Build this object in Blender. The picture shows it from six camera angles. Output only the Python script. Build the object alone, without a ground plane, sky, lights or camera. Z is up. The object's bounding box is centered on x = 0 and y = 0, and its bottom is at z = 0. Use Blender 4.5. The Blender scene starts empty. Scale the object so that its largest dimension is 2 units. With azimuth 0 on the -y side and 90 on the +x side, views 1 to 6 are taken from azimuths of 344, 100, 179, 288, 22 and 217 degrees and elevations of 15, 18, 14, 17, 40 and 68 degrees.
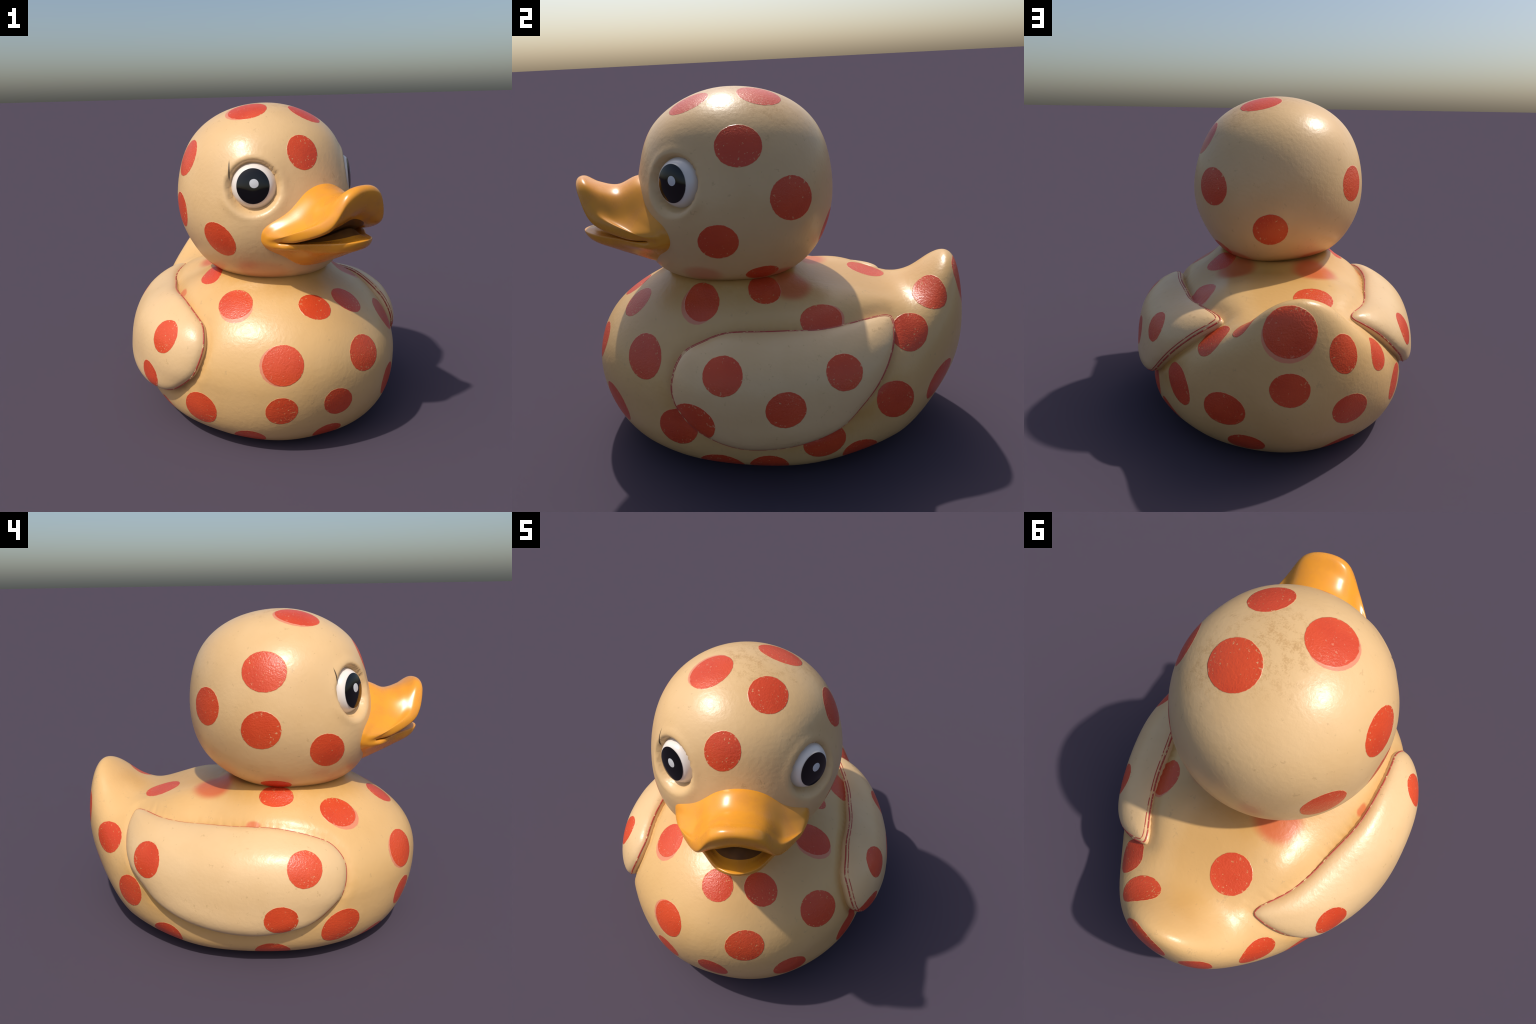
"""Polka-dot rubber duck, built from lofted profiles.  Metres, z up."""
import bpy, bmesh, math
import numpy as np
from mathutils import Vector, Matrix, Euler
from mathutils.bvhtree import BVHTree

# ------------------------------------------------------------------ helpers
def spline(knots, values, t):
    """natural cubic spline through (knots, values) evaluated at t"""
    kn = np.asarray(knots, float); v = np.asarray(values, float); t = np.atleast_1d(t)
    K = len(kn); h = np.diff(kn)
    A = np.eye(K); b = np.zeros(K)
    for i in range(1, K - 1):
        A[i, i - 1:i + 2] = h[i - 1], 2 * (h[i - 1] + h[i]), h[i]
        b[i] = 6 * ((v[i + 1] - v[i]) / h[i] - (v[i] - v[i - 1]) / h[i - 1])
    m = np.linalg.solve(A, b)
    i = np.clip(np.searchsorted(kn, t, side='right') - 1, 0, K - 2)
    H = h[i]; a = (kn[i + 1] - t) / H; c = (t - kn[i]) / H
    return a * v[i] + c * v[i + 1] + ((a**3 - a) * m[i] + (c**3 - c) * m[i + 1]) * H * H / 6

def loop_spline(points, n):
    """closed Catmull-Rom curve through points (k x d), n samples"""
    P = np.asarray(points, float); k = len(P)
    u = np.arange(n) * k / n; i = u.astype(int); f = (u - i)[:, None]
    p0, p1, p2, p3 = P[(i - 1) % k], P[i % k], P[(i + 1) % k], P[(i + 2) % k]
    return .5 * (2 * p1 + (p2 - p0) * f + (2 * p0 - 5 * p1 + 4 * p2 - p3) * f**2 + (3 * p1 - p0 - 3 * p2 + p3) * f**3)

def open_spline(points, n):
    P = np.asarray(points, float); k = len(P)
    u = np.linspace(0, k - 1, n); i = np.clip(u.astype(int), 0, k - 2); f = (u - i)
    f = f.reshape((-1,) + (1,) * (P.ndim - 1))
    E = np.concatenate([[2 * P[0] - P[1]], P, [2 * P[-1] - P[-2]]])
    p0, p1, p2, p3 = E[i], E[i + 1], E[i + 2], E[i + 3]
    return .5 * (2 * p1 + (p2 - p0) * f + (2 * p0 - 5 * p1 + 4 * p2 - p3) * f**2 + (3 * p1 - p0 - 3 * p2 + p3) * f**3)

def smooth(x, a, b):
    t = np.clip((np.asarray(x, float) - a) / (b - a), 0, 1)
    return t * t * (3 - 2 * t)

def grid_faces(nu, nv, wrap_v=True, flip=False):
    F = []
    for i in range(nu - 1):
        for j in range(nv if wrap_v else nv - 1):
            k = (j + 1) % nv
            f = (i * nv + j, i * nv + k, (i + 1) * nv + k, (i + 1) * nv + j)
            F.append(f[::-1] if flip else f)
    return F

def orient(V, F):
    """make the faces of a closed blob point outward"""
    V = np.asarray(V); c = V.mean(0); s = 0
    for f in F[::7]:
        a, b, d = V[f[0]], V[f[1]], V[f[2]]
        s += np.dot(np.cross(b - a, d - a), (a + b + d) / 3 - c)
    return [tuple(f[::-1]) for f in F] if s < 0 else F

def make(name, V, F, mat, parent, sharp=False):
    me = bpy.data.meshes.new(name)
    me.from_pydata([tuple(map(float, v)) for v in V], [], F)
    me.validate(); me.update()
    for p in me.polygons: p.use_smooth = not sharp
    if mat: me.materials.append(mat)
    ob = bpy.data.objects.new(name, me)
    bpy.context.scene.collection.objects.link(ob)
    ob.parent = parent
    return ob

def vertex_normals(V, F):
    V = np.asarray(V, float); N = np.zeros_like(V)
    for f in F:
        n = np.cross(V[f[2]] - V[f[0]], V[f[-1]] - V[f[1]])
        for i in f: N[i] += n
    return N / (np.linalg.norm(N, axis=1, keepdims=True) + 1e-12)

def split(regions, V, F, mats, parent):
    """cut one smooth surface into named objects sharing its vertex normals.
    regions: list of names, one per face"""
    N = vertex_normals(V, F); out = {}
    for name in dict.fromkeys(regions):
        faces = [f for f, r in zip(F, regions) if r == name]
        used = sorted({i for f in faces for i in f}); m = {i: k for k, i in enumerate(used)}
        ob = make(name, [V[i] for i in used], [tuple(m[i] for i in f) for f in faces], mats[name], parent)
        ob.data.normals_split_custom_set_from_vertices([tuple(N[i]) for i in used])
        out[name] = ob
    return out

# ------------------------------------------------------------------ frames
BODY_YAW, BODY_X = math.radians(6.38), -.0087          # body points a little to the duck's left
HEAD_YAW = math.radians(21.3)                        # the head is turned further
HEAD_AXIS = np.array([-.011, -.209, 0.])
HF = np.array([math.sin(HEAD_YAW), -math.cos(HEAD_YAW), 0.])   # head: forward
HE = np.array([math.cos(HEAD_YAW), math.sin(HEAD_YAW), 0.])    # head: sideways

def from_body(P):
    P = np.asarray(P, float); c, s = math.cos(BODY_YAW), math.sin(BODY_YAW)
    return np.stack([BODY_X + P[..., 0] * c - P[..., 1] * s, P[..., 0] * s + P[..., 1] * c, P[..., 2]], -1)

def from_head(P):
    """(forward, side, z) -> world"""
    P = np.asarray(P, float)
    W = HEAD_AXIS + P[..., :1] * HF + P[..., 1:2] * HE
    W[..., 2] = P[..., 2]
    return W

# ------------------------------------------------------------------ body profile
Y0, Y1 = -.9986, 1.0035
KN = np.linspace(0, 1, 12)
TOP    = [.440, .604, .741, .849, .925, .928, .850, .806, .7650, .888, .880, .540]
BOTTOM = [.440, .217, .050, .000, .000, .000, .000, .000, .008, .115, .298, .540]
WIDTH  = [0, .2187, .4139, .5911, .7055, .7424, .7359, .6588, .5273, .3662, .200, 0]
KN5 = np.linspace(0, 1, 5)
MIDDLE = [.501, .476, .397, .485, .458]      # where along the height the section is widest
ROUND_TOP = [2.0, 1.88, 2.04, 2.06, 1.76]
ROUND_BOTTOM = [2.0, 2.95, 4.5, 2.3, 2.1]

def section(t):
    zt = spline(KN, TOP, t); zb = np.maximum(spline(KN, BOTTOM, t), 0); w = np.maximum(spline(KN, WIDTH, t), 0)
    return zt, zb, w, zb + (zt - zb) * spline(KN5, MIDDLE, t), np.maximum(spline(KN5, ROUND_TOP, t), 1), np.maximum(spline(KN5, ROUND_BOTTOM, t), 1.3)

NECK = np.array([.008, -.235])               # centre of the collar, world
def collar(P):
    """the body swells up to meet the head around the neck"""
    P = P.copy()
    r = np.hypot(P[..., 0] - NECK[0], P[..., 1] - NECK[1])
    lift = .022 * np.exp(-((r - .345) / .045)**2) * smooth(P[..., 2], .6, .75)
    P[..., 2] += lift
    return P

def build_body(nt=170, na=176):
    t = np.linspace(0, 1, nt); zt, zb, w, zm, n, nb = section(t)
    y = Y0 + (Y1 - Y0) * (1 - np.cos(np.pi * t)) / 2
    a = np.linspace(0, 2 * np.pi, na, endpoint=False); ca, sa = np.cos(a), np.sin(a)
    e = np.where(sa[None] >= 0, 2 / n[:, None], 2 / nb[:, None])
    X = w[:, None] * np.sign(ca) * np.abs(ca)**e
    h = np.where(sa[None] >= 0, (zt - zm)[:, None], (zm - zb)[:, None])
    Z = zm[:, None] + h * np.sign(sa) * np.abs(sa)**e
    P = np.stack([X, np.repeat(y[:, None], na, 1), Z], -1)
    W = collar(from_body(P))
    # the chest is a little fuller on the duck's left
    d = np.linalg.norm(W - np.array([.45, -.78, .45]), axis=-1)
    W += (.024 * np.exp(-(d / .24)**2))[..., None] * np.array([.5, -.86, 0])
    # fuller back on both sides of the spine, slimmer flanks below the tail tip
    for c, k, r, n in (((.30, .33, .75), .027, .16, (.45, 0, .9)), ((.27, .55, .70), .018, .14, (.5, 0, .85)), ((.20, .80, .76), -.016, .11, (.8, .3, .4))):
        for sd in (1, -1):
            d = np.linalg.norm(P - np.array(c) * [sd, 1, 1], axis=-1)
            W += (k * np.exp(-(d / r)**2))[..., None] * (from_body(np.array(n) * [sd, 1, 1]) - from_body(np.zeros(3)))
    # a soft groove round each wing
    for rim, sd in ((RIGHT_RIM, 1), (LEFT_RIM, -1)):
        q = loop_spline(rim, 90)
        m = (P[..., 0] * sd > .25)
        yz = P[m][:, 1:]
        dist = np.sqrt(((yz[:, None] - q[None])**2).sum(-1)).min(1)
        W[m] += (-.018 * np.exp(-(dist / .026)**2))[:, None] * (np.array([sd * math.cos(BODY_YAW), sd * math.sin(BODY_YAW), .35]))
    d = np.linalg.norm(W - np.array([-.45, -.75, .5]), axis=-1)
    W += (.010 * np.exp(-(d / .2)**2))[..., None] * np.array([-.5, -.86, 0])
    W[..., 2] = np.maximum(W[..., 2], 0)
    V = W.reshape(-1, 3); F = grid_faces(nt, na)
    # merge the two poles
    keep = [f for f in F]
    Vl = [V[0]] + [v for v in V[na:-na]] + [V[-1]]
    last = len(Vl) - 1
    def idx(i):
        if i < na: return 0
        if i >= (nt - 1) * na: return last
        return i - na + 1
    F2 = []
    for f in keep:
        g = []
        for i in map(idx, f):
            if i not in g: g.append(i)
        if len(g) > 2: F2.append(tuple(g))
    return np.array(Vl), orient(Vl, F2)

def body_side(Y, Z):
    """half width of the body at (Y, Z) in the body frame"""
    t = np.arccos(np.clip(1 - 2 * (Y - Y0) / (Y1 - Y0), -1, 1)) / np.pi
    zt, zb, w, zm, n, nb = section(np.ravel(t))
    Zr = np.ravel(Z); up = Zr >= zm
    q = np.abs(np.where(up, (Zr - zm) / (zt - zm + 1e-9), (Zr - zm) / (zm - zb + 1e-9)))
    e = np.where(up, n, nb)
    q = np.minimum(q, .985)
    return (w * (1 - q**e)**(1 / e)).reshape(np.shape(Y))

# ------------------------------------------------------------------ wings
# rim outlines in the body frame (Y back, Z up); the two wings differ a little
RIGHT_RIM = [(.585, .675), (.55, .702), (.41, .713), (.216, .708), (.028, .722), (-.199, .734), (-.326, .704), (-.425, .650),
             (-.472, .54), (-.455, .44), (-.365, .337), (-.20, .261), (-.037, .248), (.138, .271), (.302, .324),
             (.417, .416), (.499, .503), (.562, .598)]
LEFT_RIM = [(.610, .675), (.575, .706), (.40, .712), (.234, .715), (.031, .727), (-.186, .741), (-.317, .734), (-.448, .706),
            (-.547, .663), (-.615, .572), (-.610, .454), (-.542, .371), (-.443, .302), (-.304, .261), (-.161, .240),
            (.026, .252), (.209, .290), (.36, .350), (.458, .424), (.545, .497), (.595, .590)]
WING_PROFILE = [(0, .102), (.2, .102), (.4, .099), (.6, .092), (.75, .081), (.85, .069), (.92, .056), (.965, .042),
                (.99, .026), (1.0, .010), (.998, -.004), (.99, -.02), (.97, -.045)]

def wing_points(rho, height, s):
    """rho, height: arrays (m,), s: rim samples (n,2) -> (m,n,3) in the body frame, on the +x side"""
    C = np.array([.02, .50])
    Q = C + np.asarray(rho)[:, None, None] * (s[None] - C)
    Y, Z = Q[..., 0], Q[..., 1]
    x = body_side(Y, Z); d = .01
    gy = (body_side(Y + d, Z) - body_side(Y - d, Z)) / (2 * d)
    gz = (body_side(Y, Z + d) - body_side(Y, Z - d)) / (2 * d)
    gy = np.clip(gy, -1.8, 1.8); gz = np.clip(gz, -1.8, 1.8)
    N = np.stack([np.ones_like(gy), -gy, -gz], -1); N /= np.linalg.norm(N, axis=-1, keepdims=True)
    h = np.asarray(height)[:, None] + .012 * smooth(Y, .35, .58)
    inner = (1 - np.asarray(rho)[:, None]**2)
    h = h + .016 * np.exp(-((Z - .57) / .1)**2) * inner + .014 * smooth(-Z, -.42, -.28) * (np.asarray(height)[:, None] > 0)
    h = h - .008 * smooth(Z, .60, .70) - (.012 + .018 * inner) * smooth(Y, -.1, .35) - .004 * inner
    return np.stack([x, Y, Z], -1) + N * h[..., None]

def build_wing(side, mat, seam_mat, parent):
    s = loop_spline(RIGHT_RIM if side > 0 else LEFT_RIM, 126)
    pr = open_spline(WING_PROFILE, 60)
    P = wing_points(pr[:, 0], pr[:, 1], s)
    # remove the tiny wobble of the projected surface near the middle
    P[..., 0] *= side
    W = from_body(P); W = W.reshape(-1, 3)
    n = len(s)
    V = np.vstack([W[n:], W[:n].mean(0)])
    F = grid_faces(len(pr) - 1, n)
    F += [(len(V) - 1, (j + 1) % n, j) for j in range(n)]
    F = [f[::-1] for f in F] if side > 0 else F
    ob = make('wing', V, F, mat, parent)
    # worn red seam that runs along the rim
    def seam(rho, hgt, radius):
        c = wing_points([rho], [hgt], s)[0]; c[:, 0] *= side
        c = from_body(c)
        tan = np.roll(c, -1, 0) - np.roll(c, 1, 0); tan /= np.linalg.norm(tan, axis=1, keepdims=True)
        a = np.cross(tan, [1., 0, 0]); a /= np.linalg.norm(a, axis=1, keepdims=True); b = np.cross(tan, a)
        k = 6; ang = np.arange(k) * 2 * np.pi / k
        T = c[:, None] + radius * (np.cos(ang)[None, :, None] * a[:, None] + np.sin(ang)[None, :, None] * b[:, None])
        return T.reshape(-1, 3), [(i * k + j, i * k + (j + 1) % k, ((i + 1) % n) * k + (j + 1) % k, ((i + 1) % n) * k + j)
                                  for i in range(n) for j in range(k)]
    for rho, hgt, rad in (((.966, .0405, .0030), (.988, .0275, .0045)) if side > 0 else ((.994, .0195, .0045),)):
        T, G = seam(rho, hgt, rad)
        make('wing_seam', T, G, seam_mat, ob)
    return ob

# ------------------------------------------------------------------ head
HZ0, HZ1 = .834, 1.827
KH = np.linspace(0, 1, 8)
HEAD_SIDE  = [0, .288, .430, .506, .494, .408, .232, 0]
HEAD_FRONT = [0, .348, .487, .523, .483, .405, .223, 0]
HEAD_BACK  = [0, .239, .431, .515, .511, .435, .255, 0]
EYE_C = np.array([.327, .336, 1.42])                  # forward, side, z
EYE_AZ = math.radians(43)
EYE_N = np.array([math.cos(EYE_AZ), math.sin(EYE_AZ), .11]); EYE_N /= np.linalg.norm(EYE_N)
EYE_R = .123

def build_head(nt=150, na=180):
    t = np.linspace(0, 1, nt)
    z = HZ0 + (HZ1 - HZ0) * (1 - np.cos(np.pi * t)) / 2
    rs, rf, rb = (np.maximum(spline(KH, q, t), 0)[:, None] for q in (HEAD_SIDE, HEAD_FRONT, HEAD_BACK))
    a = np.linspace(0, 2 * np.pi, na, endpoint=False); ca, sa = np.cos(a), np.sin(a)
    P = np.stack([np.where(sa > 0, rf, rb) * sa, rs * ca, np.repeat(z[:, None], na, 1)], -1)
    # eye sockets: a flattened seat, a groove round the eye and a soft raised lid
    for sd in (1, -1):
        c = EYE_C * [1, sd, 1]; nrm = EYE_N * [1, sd, 1]
        d = P - c; hgt = d @ nrm; flat = d - hgt[..., None] * nrm
        r = np.linalg.norm(flat, axis=-1)
        near = smooth(hgt, -.25, -.05)
        seat = -.030
        target = np.where(hgt > seat, seat, hgt)
        k = (1 - smooth(r, .121, .136)) * near
        push = (target - hgt) * k
        k2 = (1 - smooth(r, .13, .20)) * near * (1 - k)
        push += (np.minimum(hgt, .002) - hgt) * k2
        push += near * ((.005 + .010 * smooth(-(flat @ np.array([0, 0, 1.])), .02, .12)) * np.exp(-((r - .156) / .022)**2))
        P = P + push[..., None] * nrm
    # slightly fuller cheek on one side, flatter temple on the other
    for c, k, r in (((.25, -.42, 1.10), .022, .2), ((.27, .40, 1.52), -.020, .15), ((-.22, .42, 1.25), .012, .28), ((-.28, .22, .96), .022, .2)):
        d = P - np.array(c); g = k * np.exp(-(np.linalg.norm(d, axis=-1) / r)**2)
        o = P - np.array([0, 0, 1.33]); P = P + g[..., None] * o / (np.linalg.norm(o, axis=-1, keepdims=True) + 1e-9)
    W = from_head(P).reshape(-1, 3)
    Vl = [W[0]] + list(W[na:-na]) + [W[-1]]; last = len(Vl) - 1; F2 = []
    def idx(i):
        return 0 if i < na else last if i >= (nt - 1) * na else i - na + 1
    for f in grid_faces(nt, na):
        g = []
        for i in map(idx, f):
            if i not in g: g.append(i)
        if len(g) > 2: F2.append(tuple(g))
    return np.array(Vl), orient(Vl, F2)

# ------------------------------------------------------------------ bill
# columns of control points (forward, side, z) from the root on the face, over the
# outside to the lip, and back along the inside of the mouth
U0 = [(.36, 0, 1.39), (.490, 0, 1.412), (.60, 0, 1.374), (.70, 0, 1.398), (.765, 0, 1.432), (.799, 0, 1.406), (.772, 0, 1.322), (.715, 0, 1.262), (.665, 0, 1.213)]
U1 = [(.35, .10, 1.37), (.477, .108, 1.386), (.59, .112, 1.346), (.68, .115, 1.364), (.750, .110, 1.402), (.788, .113, 1.368), (.757, .104, 1.284), (.700, .09, 1.232), (.650, .08, 1.196)]
U2 = [(.32, .19, 1.31), (.442, .215, 1.303), (.55, .213, 1.253), (.63, .207, 1.246), (.708, .195, 1.275), (.736, .190, 1.238), (.705, .174, 1.208), (.64, .15, 1.19), (.60, .14, 1.170)]
U3 = [(.29, .28, 1.23), (.395, .320, 1.225), (.455, .318, 1.195), (.52, .305, 1.185), (.570, .285, 1.195), (.590, .268, 1.165), (.570, .250, 1.152), (.53, .22, 1.152), (.50, .20, 1.15)]
CO = [(.27, .30, 1.16), (.365, .338, 1.160), (.410, .338, 1.150), (.445, .328, 1.145), (.475, .312, 1.145), (.482, .298, 1.143), (.475, .286, 1.143), (.465, .262, 1.143), (.46, .24, 1.143)]
L3 = [(.28, .29, 1.10), (.385, .315, 1.104), (.425, .314, 1.104), (.470, .304, 1.106), (.520, .287, 1.116), (.538, .272, 1.137), (.528, .255, 1.138), (.50, .22, 1.135), (.49, .20, 1.138)]
L2 = [(.30, .22, 1.03), (.400, .240, 1.050), (.465, .233, 1.062), (.535, .218, 1.082), (.608, .192, 1.108), (.632, .182, 1.140), (.614, .166, 1.142), (.60, .145, 1.140), (.585, .13, 1.156)]
L1 = [(.32, .12, .96), (.430, .125, .980), (.540, .120, 1.024), (.635, .114, 1.066), (.725, .102, 1.108), (.752, .096, 1.150), (.730, .083, 1.155), (.695, .075, 1.160), (.648, .07, 1.186)]
L0 = [(.32, 0, .945), (.435, 0, .965), (.550, 0, 1.012), (.660, 0, 1.064), (.762, 0, 1.110), (.793, 0, 1.154), (.770, 0, 1.161), (.725, 0, 1.170), (.665, 0, 1.203)]

def build_bill():
    mirror = lambda c: [(f, -s, z) for f, s, z in c]
    ring = [U0, U1, U2, U3, CO, L3, L2, L1, L0] + [mirror(c) for c in (L1, L2, L3, CO, U3, U2, U1)]
    net = np.array(ring, float)                        # 16 columns x 9 rows x 3
    n, m = 160, 64
    cols = loop_spline(net.reshape(len(ring), -1), n).reshape(n, net.shape[1], 3)
    rows = open_spline(cols.transpose(1, 0, 2), m)     # m x n x 3
    V = from_head(rows).reshape(-1, 3)
    F = grid_faces(m, n) 
    V = np.vstack([V, V[-n:].mean(0)])
    F += [((m - 1) * n + j, (m - 1) * n + (j + 1) % n, m * n) for j in range(n)]
    tag = []
    for f in F:
        i, j = divmod(f[0], n)
        u = j * 16 / n
        if i >= m - 1 or i > m * .86: tag.append('mouth_lining')
        elif u < 4 or u >= 12: tag.append('upper_bill')
        else: tag.append('lower_bill')
    # outward: compare with a point inside
    f = F[10 * n]
    a, b, c = V[f[0]], V[f[1]], V[f[2]]
    if np.dot(np.cross(b - a, c - a), np.array([0, 0, 1.])) < 0: F = [g[::-1] for g in F]
    return V, F, tag

# ------------------------------------------------------------------ materials
def nodes_of(mat):
    mat.use_nodes = True
    nt = mat.node_tree; nt.nodes.clear()
    out = nt.nodes.new('ShaderNodeOutputMaterial'); bs = nt.nodes.new('ShaderNodeBsdfPrincipled')
    nt.links.new(bs.outputs[0], out.inputs[0])
    return nt, bs

class Graph:
    def __init__(s, nt):
        s.nt = nt
        s.co = nt.nodes.new('ShaderNodeTexCoord').outputs['Object']
    def put(s, sock, v):
        if isinstance(v, bpy.types.NodeSocket): s.nt.links.new(v, sock)
        else: sock.default_value = v
    def math(s, op, a, b=0., c=0., clamp=False):
        n = s.nt.nodes.new('ShaderNodeMath'); n.operation = op; n.use_clamp = clamp
        for k, v in enumerate((a, b, c)): s.put(n.inputs[k], v)
        return n.outputs[0]
    def noise(s, scale, detail=3, rough=.55, co=None):
        n = s.nt.nodes.new('ShaderNodeTexNoise'); s.put(n.inputs['Vector'], co or s.co)
        n.inputs['Scale'].default_value = scale; n.inputs['Detail'].default_value = detail; n.inputs['Roughness'].default_value = rough
        return n.outputs[0]
    def step(s, v, a, b):
        n = s.nt.nodes.new('ShaderNodeMapRange'); n.interpolation_type = 'SMOOTHSTEP'
        s.put(n.inputs[0], v); n.inputs[1].default_value = a; n.inputs[2].default_value = b
        return n.outputs[0]
    def mix(s, f, a, b):
        n = s.nt.nodes.new('ShaderNodeMix'); n.data_type = 'RGBA'
        s.put(n.inputs[0], f); s.put(n.inputs[6], a); s.put(n.inputs[7], b)
        return n.outputs[2]
    def blob(s, centre, rot, size, co=None):
        """distance in units of an ellipsoid (1 on its surface)"""
        n = s.nt.nodes.new('ShaderNodeMapping'); n.vector_type = 'TEXTURE'
        s.put(n.inputs[0], co or s.co)
        n.inputs['Location'].default_value = centre; n.inputs['Rotation'].default_value = rot; n.inputs['Scale'].default_value = size
        l = s.nt.nodes.new('ShaderNodeVectorMath'); l.operation = 'LENGTH'
        s.nt.links.new(n.outputs[0], l.inputs[0])
        return l.outputs[1]
    def least(s, vals):
        r = vals[0]
        for v in vals[1:]: r = s.math('MINIMUM', r, v)
        return r
    def bump(s, h, strength, dist):
        n = s.nt.nodes.new('ShaderNodeBump'); n.inputs['Strength'].default_value = strength; n.inputs['Distance'].default_value = dist
        s.put(n.inputs['Height'], h)
        return n.outputs[0]

CREAM = (.73, .475, .225, 1); CREAM_DIRT = (.52, .32, .14, 1); RED = (.67, .075, .020, 1); RED_DEEP = (.60, .056, .014, 1)
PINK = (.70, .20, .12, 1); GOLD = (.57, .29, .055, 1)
ORANGE = (.80, .32, .024, 1)

def painted(name, spots, ghosts=(), smears=(), gold=(), dirt=(), tex_flaws=(), base=CREAM):
    """cream vinyl with worn red dots. spots: [(centre, rotation, (ru, rv))]"""
    mat = bpy.data.materials.new(name); nt, bs = nodes_of(mat); g = Graph(nt)
    # wobbling the coordinates a little makes the edges hand-painted
    w = nt.nodes.new('ShaderNodeTexNoise'); w.inputs['Scale'].default_value = 60; w.inputs['Detail'].default_value = 2
    nt.links.new(g.co, w.inputs['Vector'])
    off = nt.nodes.new('ShaderNodeVectorMath'); off.operation = 'MULTIPLY_ADD'
    nt.links.new(w.outputs['Color'], off.inputs[0]); off.inputs[1].default_value = (.006,) * 3
    sub = nt.nodes.new('ShaderNodeVectorMath'); sub.operation = 'SUBTRACT'; sub.inputs[1].default_value = (.003,) * 3
    nt.links.new(g.co, sub.inputs[0]); nt.links.new(sub.outputs[0], off.inputs[2])
    wob = off.outputs[0]
    fine = g.noise(150, 3, .6); mid = g.noise(22, 4, .6); big = g.noise(4, 3, .5)
    col = g.mix(g.step(big, .35, .7), base, (base[0] * .96, base[1] * .94, base[2] * .90, 1))
    specks = g.step(g.math('MULTIPLY', g.noise(120, 2, .5), g.step(mid, .45, .75)), .36, .5)
    col = g.mix(g.math('MULTIPLY', specks, .45), col, CREAM_DIRT)
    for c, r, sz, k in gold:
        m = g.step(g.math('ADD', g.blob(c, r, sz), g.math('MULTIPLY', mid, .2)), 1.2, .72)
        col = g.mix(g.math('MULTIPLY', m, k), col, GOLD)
    for c, r, sz, k in dirt:
        m = g.math('MULTIPLY', g.step(g.blob(c, r, sz), 1., .2), g.step(g.math('ADD', mid, g.math('MULTIPLY', fine, .8)), .86, 1.10))
        col = g.mix(g.math('MULTIPLY', m, k), col, (.44, .215, .055, 1))
        m2 = g.step(g.blob(c, r, sz), 1., .1)
        col = g.mix(g.math('MULTIPLY', m2, k * .35), col, (.50, .31, .13, 1))
    for c, r, sz, k in smears:
        m = g.step(g.blob(c, r, sz), 1.0, .55)
        col = g.mix(g.math('MULTIPLY', m, k), col, RED_DEEP)
    for c, r, sz, k in tex_flaws:
        col = g.mix(g.math('MULTIPLY', g.step(g.blob(c, r, sz), 1., .6), k), col, (.03, .018, .01, 1))  # thin dark slivers copied from a texture artefact, not real cracks
    height = g.math('ADD', g.math('MULTIPLY', fine, .22), g.math('MULTIPLY', g.noise(45, 2, .5), .75))
    if ghosts:
        m = g.step(g.least([g.blob(c, r, (a, b, a), wob) for c, r, (a, b) in ghosts]), 1.005, .985)
        col = g.mix(g.math('MULTIPLY', m, .8), col, PINK)
    if spots:
        d = g.least([g.blob(c, r, (a, b, max(a, b) * 1.3), wob) for c, r, (a, b) in spots])
        m = g.step(d, 1.012, .985)
        # flakes: small chips where cream shows through, more of them near the edge
        chipn = g.noise(75, 3, .65)
        patch = g.noise(9, 2, .5)
        thr = g.math('ADD', g.math('MULTIPLY', patch, .22), g.math('MULTIPLY', g.step(d, .3, 1.), .05))
        chip = g.step(g.math('ADD', chipn, thr), .778, .815)
        solid = m
        m = g.math('MULTIPLY', m, g.math('SUBTRACT', 1., g.math('MULTIPLY', chip, .6)))
        red = g.mix(g.step(big, .35, .65), RED, RED_DEEP)
        col = g.mix(m, col, red)
        rim = g.math('MULTIPLY', g.step(d, .90, .97), g.step(d, 1.03, .99))
        height = g.math('ADD', height, g.math('MULTIPLY', m, 1.0))
        height = g.math('ADD', height, g.math('MULTIPLY', solid, g.math('MULTIPLY', g.noise(110, 2, .6), 1.3)))
        height = g.math('ADD', height, g.math('MULTIPLY', rim, .25))
    nt.links.new(col, bs.inputs['Base Color'])
    rough = g.math('ADD', .27, g.math('MULTIPLY', mid, .14))
    nt.links.new(rough, bs.inputs['Roughness'])
    bs.inputs['Specular IOR Level'].default_value = .5
    nt.links.new(g.bump(height, .35, .004), bs.inputs['Normal'])
    return mat

def plain(name, a, b=None, rough=.3, scale=12, spec=.5, bump=0.):
    mat = bpy.data.materials.new(name); nt, bs = nodes_of(mat); g = Graph(nt)
    n = g.noise(scale, 4, .6)
    nt.links.new(g.mix(g.step(n, .4, .7), a, b or a), bs.inputs['Base Color'])
    nt.links.new(g.math('ADD', rough, g.math('MULTIPLY', n, .06)), bs.inputs['Roughness'])
    bs.inputs['Specular IOR Level'].default_value = spec
    if bump: nt.links.new(g.bump(g.noise(90, 3, .6), bump, .003), bs.inputs['Normal'])
    return mat

def seam_material():
    mat = bpy.data.materials.new('seam_paint'); nt, bs = nodes_of(mat); g = Graph(nt)
    n = g.noise(38, 4, .65)
    nt.links.new(g.mix(g.step(n, .38, .46), CREAM, (.46, .06, .04, 1)), bs.inputs['Base Color'])
    bs.inputs['Roughness'].default_value = .45
    return mat

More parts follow.
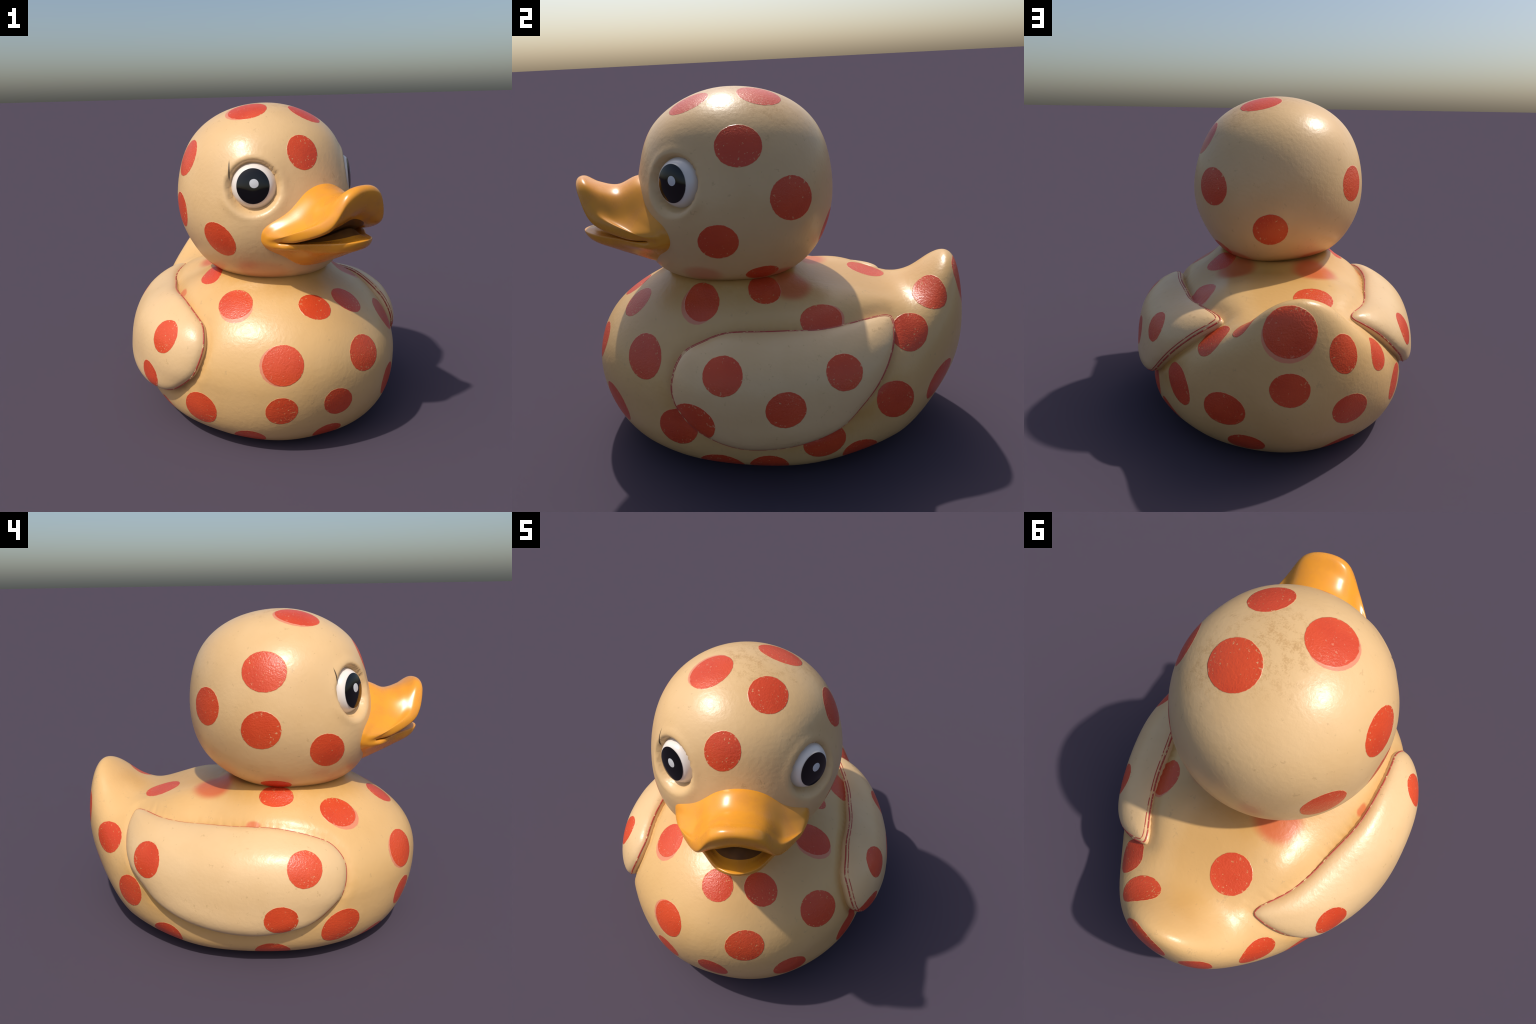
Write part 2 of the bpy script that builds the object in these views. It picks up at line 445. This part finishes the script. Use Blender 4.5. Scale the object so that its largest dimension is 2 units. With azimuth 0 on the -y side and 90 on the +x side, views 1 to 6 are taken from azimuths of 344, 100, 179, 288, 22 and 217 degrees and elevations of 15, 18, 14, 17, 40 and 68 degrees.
# ------------------------------------------------------------------ dots
#SPOTS_BEGIN
# x, y, z on the surface, two radii, tilt of the first radius in degrees
BODY_SPOTS = [
    (-.311, -.601, .780, .102, .092, -22), (.077, -.778, .781, .089, .084, -41), (.294, -.698, .766, .095, .084, -54),
    (.435, -.305, .825, .118, .088, -58), (.584, -.571, .603, .121, .102, -33), (-.159, -.936, .547, .107, .104, 16),
    (.297, -.913, .542, .105, .096, 3), (-.544, -.672, .239, .116, .098, 34), (-.174, -.951, .297, .088, .080, 43),
    (.130, -.977, .317, .092, .078, -43), (.506, -.772, .298, .115, .092, -48), (.725, -.389, .306, .112, .095, 35),
    (.677, .305, .238, .104, .092, 13), (.422, .279, .750, .104, .089, 15), (.304, .701, .633, .107, .089, 49),
    (.118, .806, .780, .112, .082, -40), (.502, .639, .369, .121, .091, -33), (.253, .873, .347, .128, .095, 23),
    (-.064, 1.0, .514, .095, .087, -3), (-.316, .929, .666, .102, .078, -66), (-.060, .983, .791, .125, .120, 0),
    (-.510, .690, .570, .104, .086, -19), (-.653, .500, .327, .106, .091, 34), (-.373, .868, .349, .130, .087, -27),
    (-.198, .484, .788, .108, .106, 37), (.337, -.001, .873, .095, .083, 50), (-.372, -.277, .862, .094, .070, 0),
    (.105, -.886, .093, .085, .080, -18), (.149, .829, .121, .110, .080, 27),
    (.700, -.195, .085, .110, .085, 0), (.708, .040, .095, .095, .080, 10), (.560, .470, .115, .110, .080, -30),
    (-.700, .255, .125, .105, .080, 25), (-.665, -.335, .085, .095, .080, 0), (-.310, -.800, .075, .092, .075, 20),
    (-.330, .700, .080, .100, .080, 0),
]
HEAD_SPOTS = [
    (.064, -.641, 1.582, .097, .088, 76), (-.145, -.335, 1.796, .122, .108, -52), (.097, -.028, 1.790, .122, .109, 26),
    (.176, -.369, 1.768, .106, .096, 47), (.410, -.079, 1.588, .110, .102, 5), (.356, .148, 1.330, .120, .105, -13),
    (.480, -.189, 1.149, .100, .092, 30), (-.473, -.244, 1.546, .115, .104, -11), (-.521, -.239, 1.255, .106, .099, 27),
    (-.366, -.546, 1.140, .108, .090, -41), (-.436, .087, 1.349, .106, .101, 18), (.033, .272, 1.111, .100, .095, 41),
    (.330, -.010, .930, .085, .060, 0), (-.345, -.270, .925, .085, .055, 0),
]
RIGHT_WING_SPOTS = [
    (.773, -.134, .619, .093, .091, -19), (.665, .405, .601, .089, .084, -11), (.806, .149, .477, .092, .083, 7),
    (.819, -.287, .392, .112, .098, -1),
]
LEFT_WING_SPOTS = [
    (-.683, -.505, .609, .095, .090, 68), (-.790, -.416, .360, .087, .080, 6), (-.738, .345, .579, .100, .091, -49),
]
#SPOTS_END
# paler ghost prints that peep out beside some dots
BODY_GHOSTS = [(-.172, -.930, .543, .107, .104, 16), (-.312, -.622, .760, .098, .090, -22), (.425, .300, .742, .104, .089, 15),
               (.445, -.320, .812, .118, .088, -58), (-.055, .985, .770, .128, .122, 0)]
HEAD_GHOSTS = [(-.160, -.325, 1.790, .122, .108, -52)]

def place_spots(table, V, F):
    """(x, y, z, width radius, height radius, tilt in degrees) -> ellipsoids lying on the surface"""
    tree = BVHTree.FromPolygons([Vector(map(float, v)) for v in V], F)
    res = []
    for x, y, z, a, b, tilt in table:
        loc, n, _, _ = tree.find_nearest(Vector((x, y, z)))
        u = Vector((0, 0, 1)).cross(n)
        if u.length < .05: u = Vector((1, 0, 0))
        u.normalize(); v = n.cross(u).normalized()
        q = Matrix.Rotation(math.radians(tilt), 3, n); u, v = q @ u, q @ v
        rot = Matrix((u, v, n)).transposed().to_euler()
        res.append((tuple(loc), tuple(rot), (a, b)))
    return res

# ------------------------------------------------------------------ assemble
root = bpy.data.objects.new('rubber_duck', None)
bpy.context.scene.collection.objects.link(root)
root['label'] = 'cream rubber duck with red polka dots and orange bill'
root['category'] = 'rubber duck'

BV, BF = build_body()
HV, HFc = build_head()
O = (0, 0, 0)
yaw = (0, 0, BODY_YAW)
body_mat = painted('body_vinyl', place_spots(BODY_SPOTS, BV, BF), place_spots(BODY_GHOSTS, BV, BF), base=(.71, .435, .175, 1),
    gold=[((0, -.20, .93), yaw, (.47, .56, .30), .75), ((-.05, .42, .80), yaw, (.22, .42, .14), .35),
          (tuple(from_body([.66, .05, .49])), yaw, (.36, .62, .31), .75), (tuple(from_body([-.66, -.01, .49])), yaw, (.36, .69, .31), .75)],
    smears=[((-.235, .135, .85), O, (.17, .15, .11), .7), ((.235, .115, .85), O, (.15, .13, .10), .65), ((-.524, -.194, .741), O, (.045, .05, .03), .6)])
tex_flaw_at = lambda side, du, dz: tuple(from_head(EYE_C * [1, side, 1] + du * np.array([-math.sin(EYE_AZ), side * math.cos(EYE_AZ), 0]) + [0, 0, dz]))
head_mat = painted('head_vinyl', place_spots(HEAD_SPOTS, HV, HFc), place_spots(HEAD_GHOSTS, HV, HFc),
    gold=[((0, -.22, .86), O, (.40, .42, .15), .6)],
    tex_flaws=[(tex_flaw_at(-1, .124, .080), (0, 0, HEAD_YAW - EYE_AZ), (.005, .08, .065), .9)],  # black spike by the left eye, a flaw of the original texture
    smears=[((-.17, -.62, .95), O, (.20, .16, .09), .3), ((.39, -.31, .95), O, (.13, .13, .07), .35), ((.24, .05, .90), O, (.14, .12, .06), .6), ((-.24, .03, .90), O, (.14, .12, .06), .6)],
    dirt=[((.03, -.17, 1.83), O, (.36, .34, .16), .45), ((.20, .02, 1.74), O, (.22, .2, .2), .35)])
seam_mat = seam_material()
orange = plain('bill_orange', ORANGE, (.74, .29, .03, 1), rough=.24)
inside = plain('mouth_brown', (.20, .075, .012, 1), (.14, .05, .01, 1), rough=.4)
white = plain('eye_white', (.80, .72, .64, 1), rough=.2)
black = plain('pupil_black', (.003, .003, .0035, 1), rough=.03)
glint = plain('glint_white', (.62, .62, .62, 1), rough=.15)

def body_region(f):
    c = BV[list(f)].mean(0)
    loc = c[1] * math.cos(BODY_YAW) - c[0] * math.sin(BODY_YAW)
    if loc > .60 and c[2] > .55: return 'tail'
    if c[2] > .72 and math.hypot(c[0] - NECK[0], c[1] - NECK[1]) < .40: return 'neck'
    return 'torso'
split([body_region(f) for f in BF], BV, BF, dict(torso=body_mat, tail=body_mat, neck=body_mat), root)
head = make('head', HV, HFc, head_mat, root)

for sd, table, nm in ((1, RIGHT_WING_SPOTS, 'wing_vinyl_a'), (-1, LEFT_WING_SPOTS, 'wing_vinyl_b')):
    tmp = build_wing(sd, None, seam_mat, root)
    V = np.array([v.co for v in tmp.data.vertices]); F = [tuple(p.vertices) for p in tmp.data.polygons]
    tmp.data.materials.append(painted(nm, place_spots(table, V, F), base=(.75, .50, .25, 1)))

V, F, tag = build_bill()
split(tag, V, F, dict(upper_bill=orange, lower_bill=orange, mouth_lining=inside), head)

def dome(name, radius, bulge, power, mat, parent, sd, lift, ry=1., cap=1., du=0., dv=0., start=0.):
    """round lens seated in the eye socket; radius r, height profile bulge*(1-(r/R)^power)"""
    c = EYE_C * [1, sd, 1]; n = EYE_N * [1, sd, 1]
    u = np.array([-n[1], n[0], 0.]) * sd; u /= np.linalg.norm(u); v = np.cross(n, u) * sd
    if v[2] < 0: v = -v
    nr, na = 24, 72; V = []; R = np.linspace(start, 1, nr)
    for r in R:
        for k in range(na):
            a = 2 * np.pi * k / na
            rr = r * radius
            hh = lift + bulge * (1 - (r * cap)**power)
            V.append(c + u * (du + rr * math.cos(a)) + v * (dv + rr * ry * math.sin(a)) + n * hh)
    V = from_head(np.array(V)); F = grid_faces(nr, na)
    fx = F[na * 3]; w = from_head(c + n) - from_head(c)
    if np.dot(np.cross(V[fx[1]] - V[fx[0]], V[fx[2]] - V[fx[0]]), w) < 0: F = [f[::-1] for f in F]
    return make(name, V, F, mat, parent)

for sd in (1, -1):
    eye = dome('eye', EYE_R, .064, 6.5, white, head, sd, -.044)
    p = dome('pupil', .085, .0105, 2.8, black, eye, sd, .0160, ry=1.07)
    dome('eye_glint', .0245, .002, 2, glint, p, sd, .0260, du=.006 * sd, dv=.012)
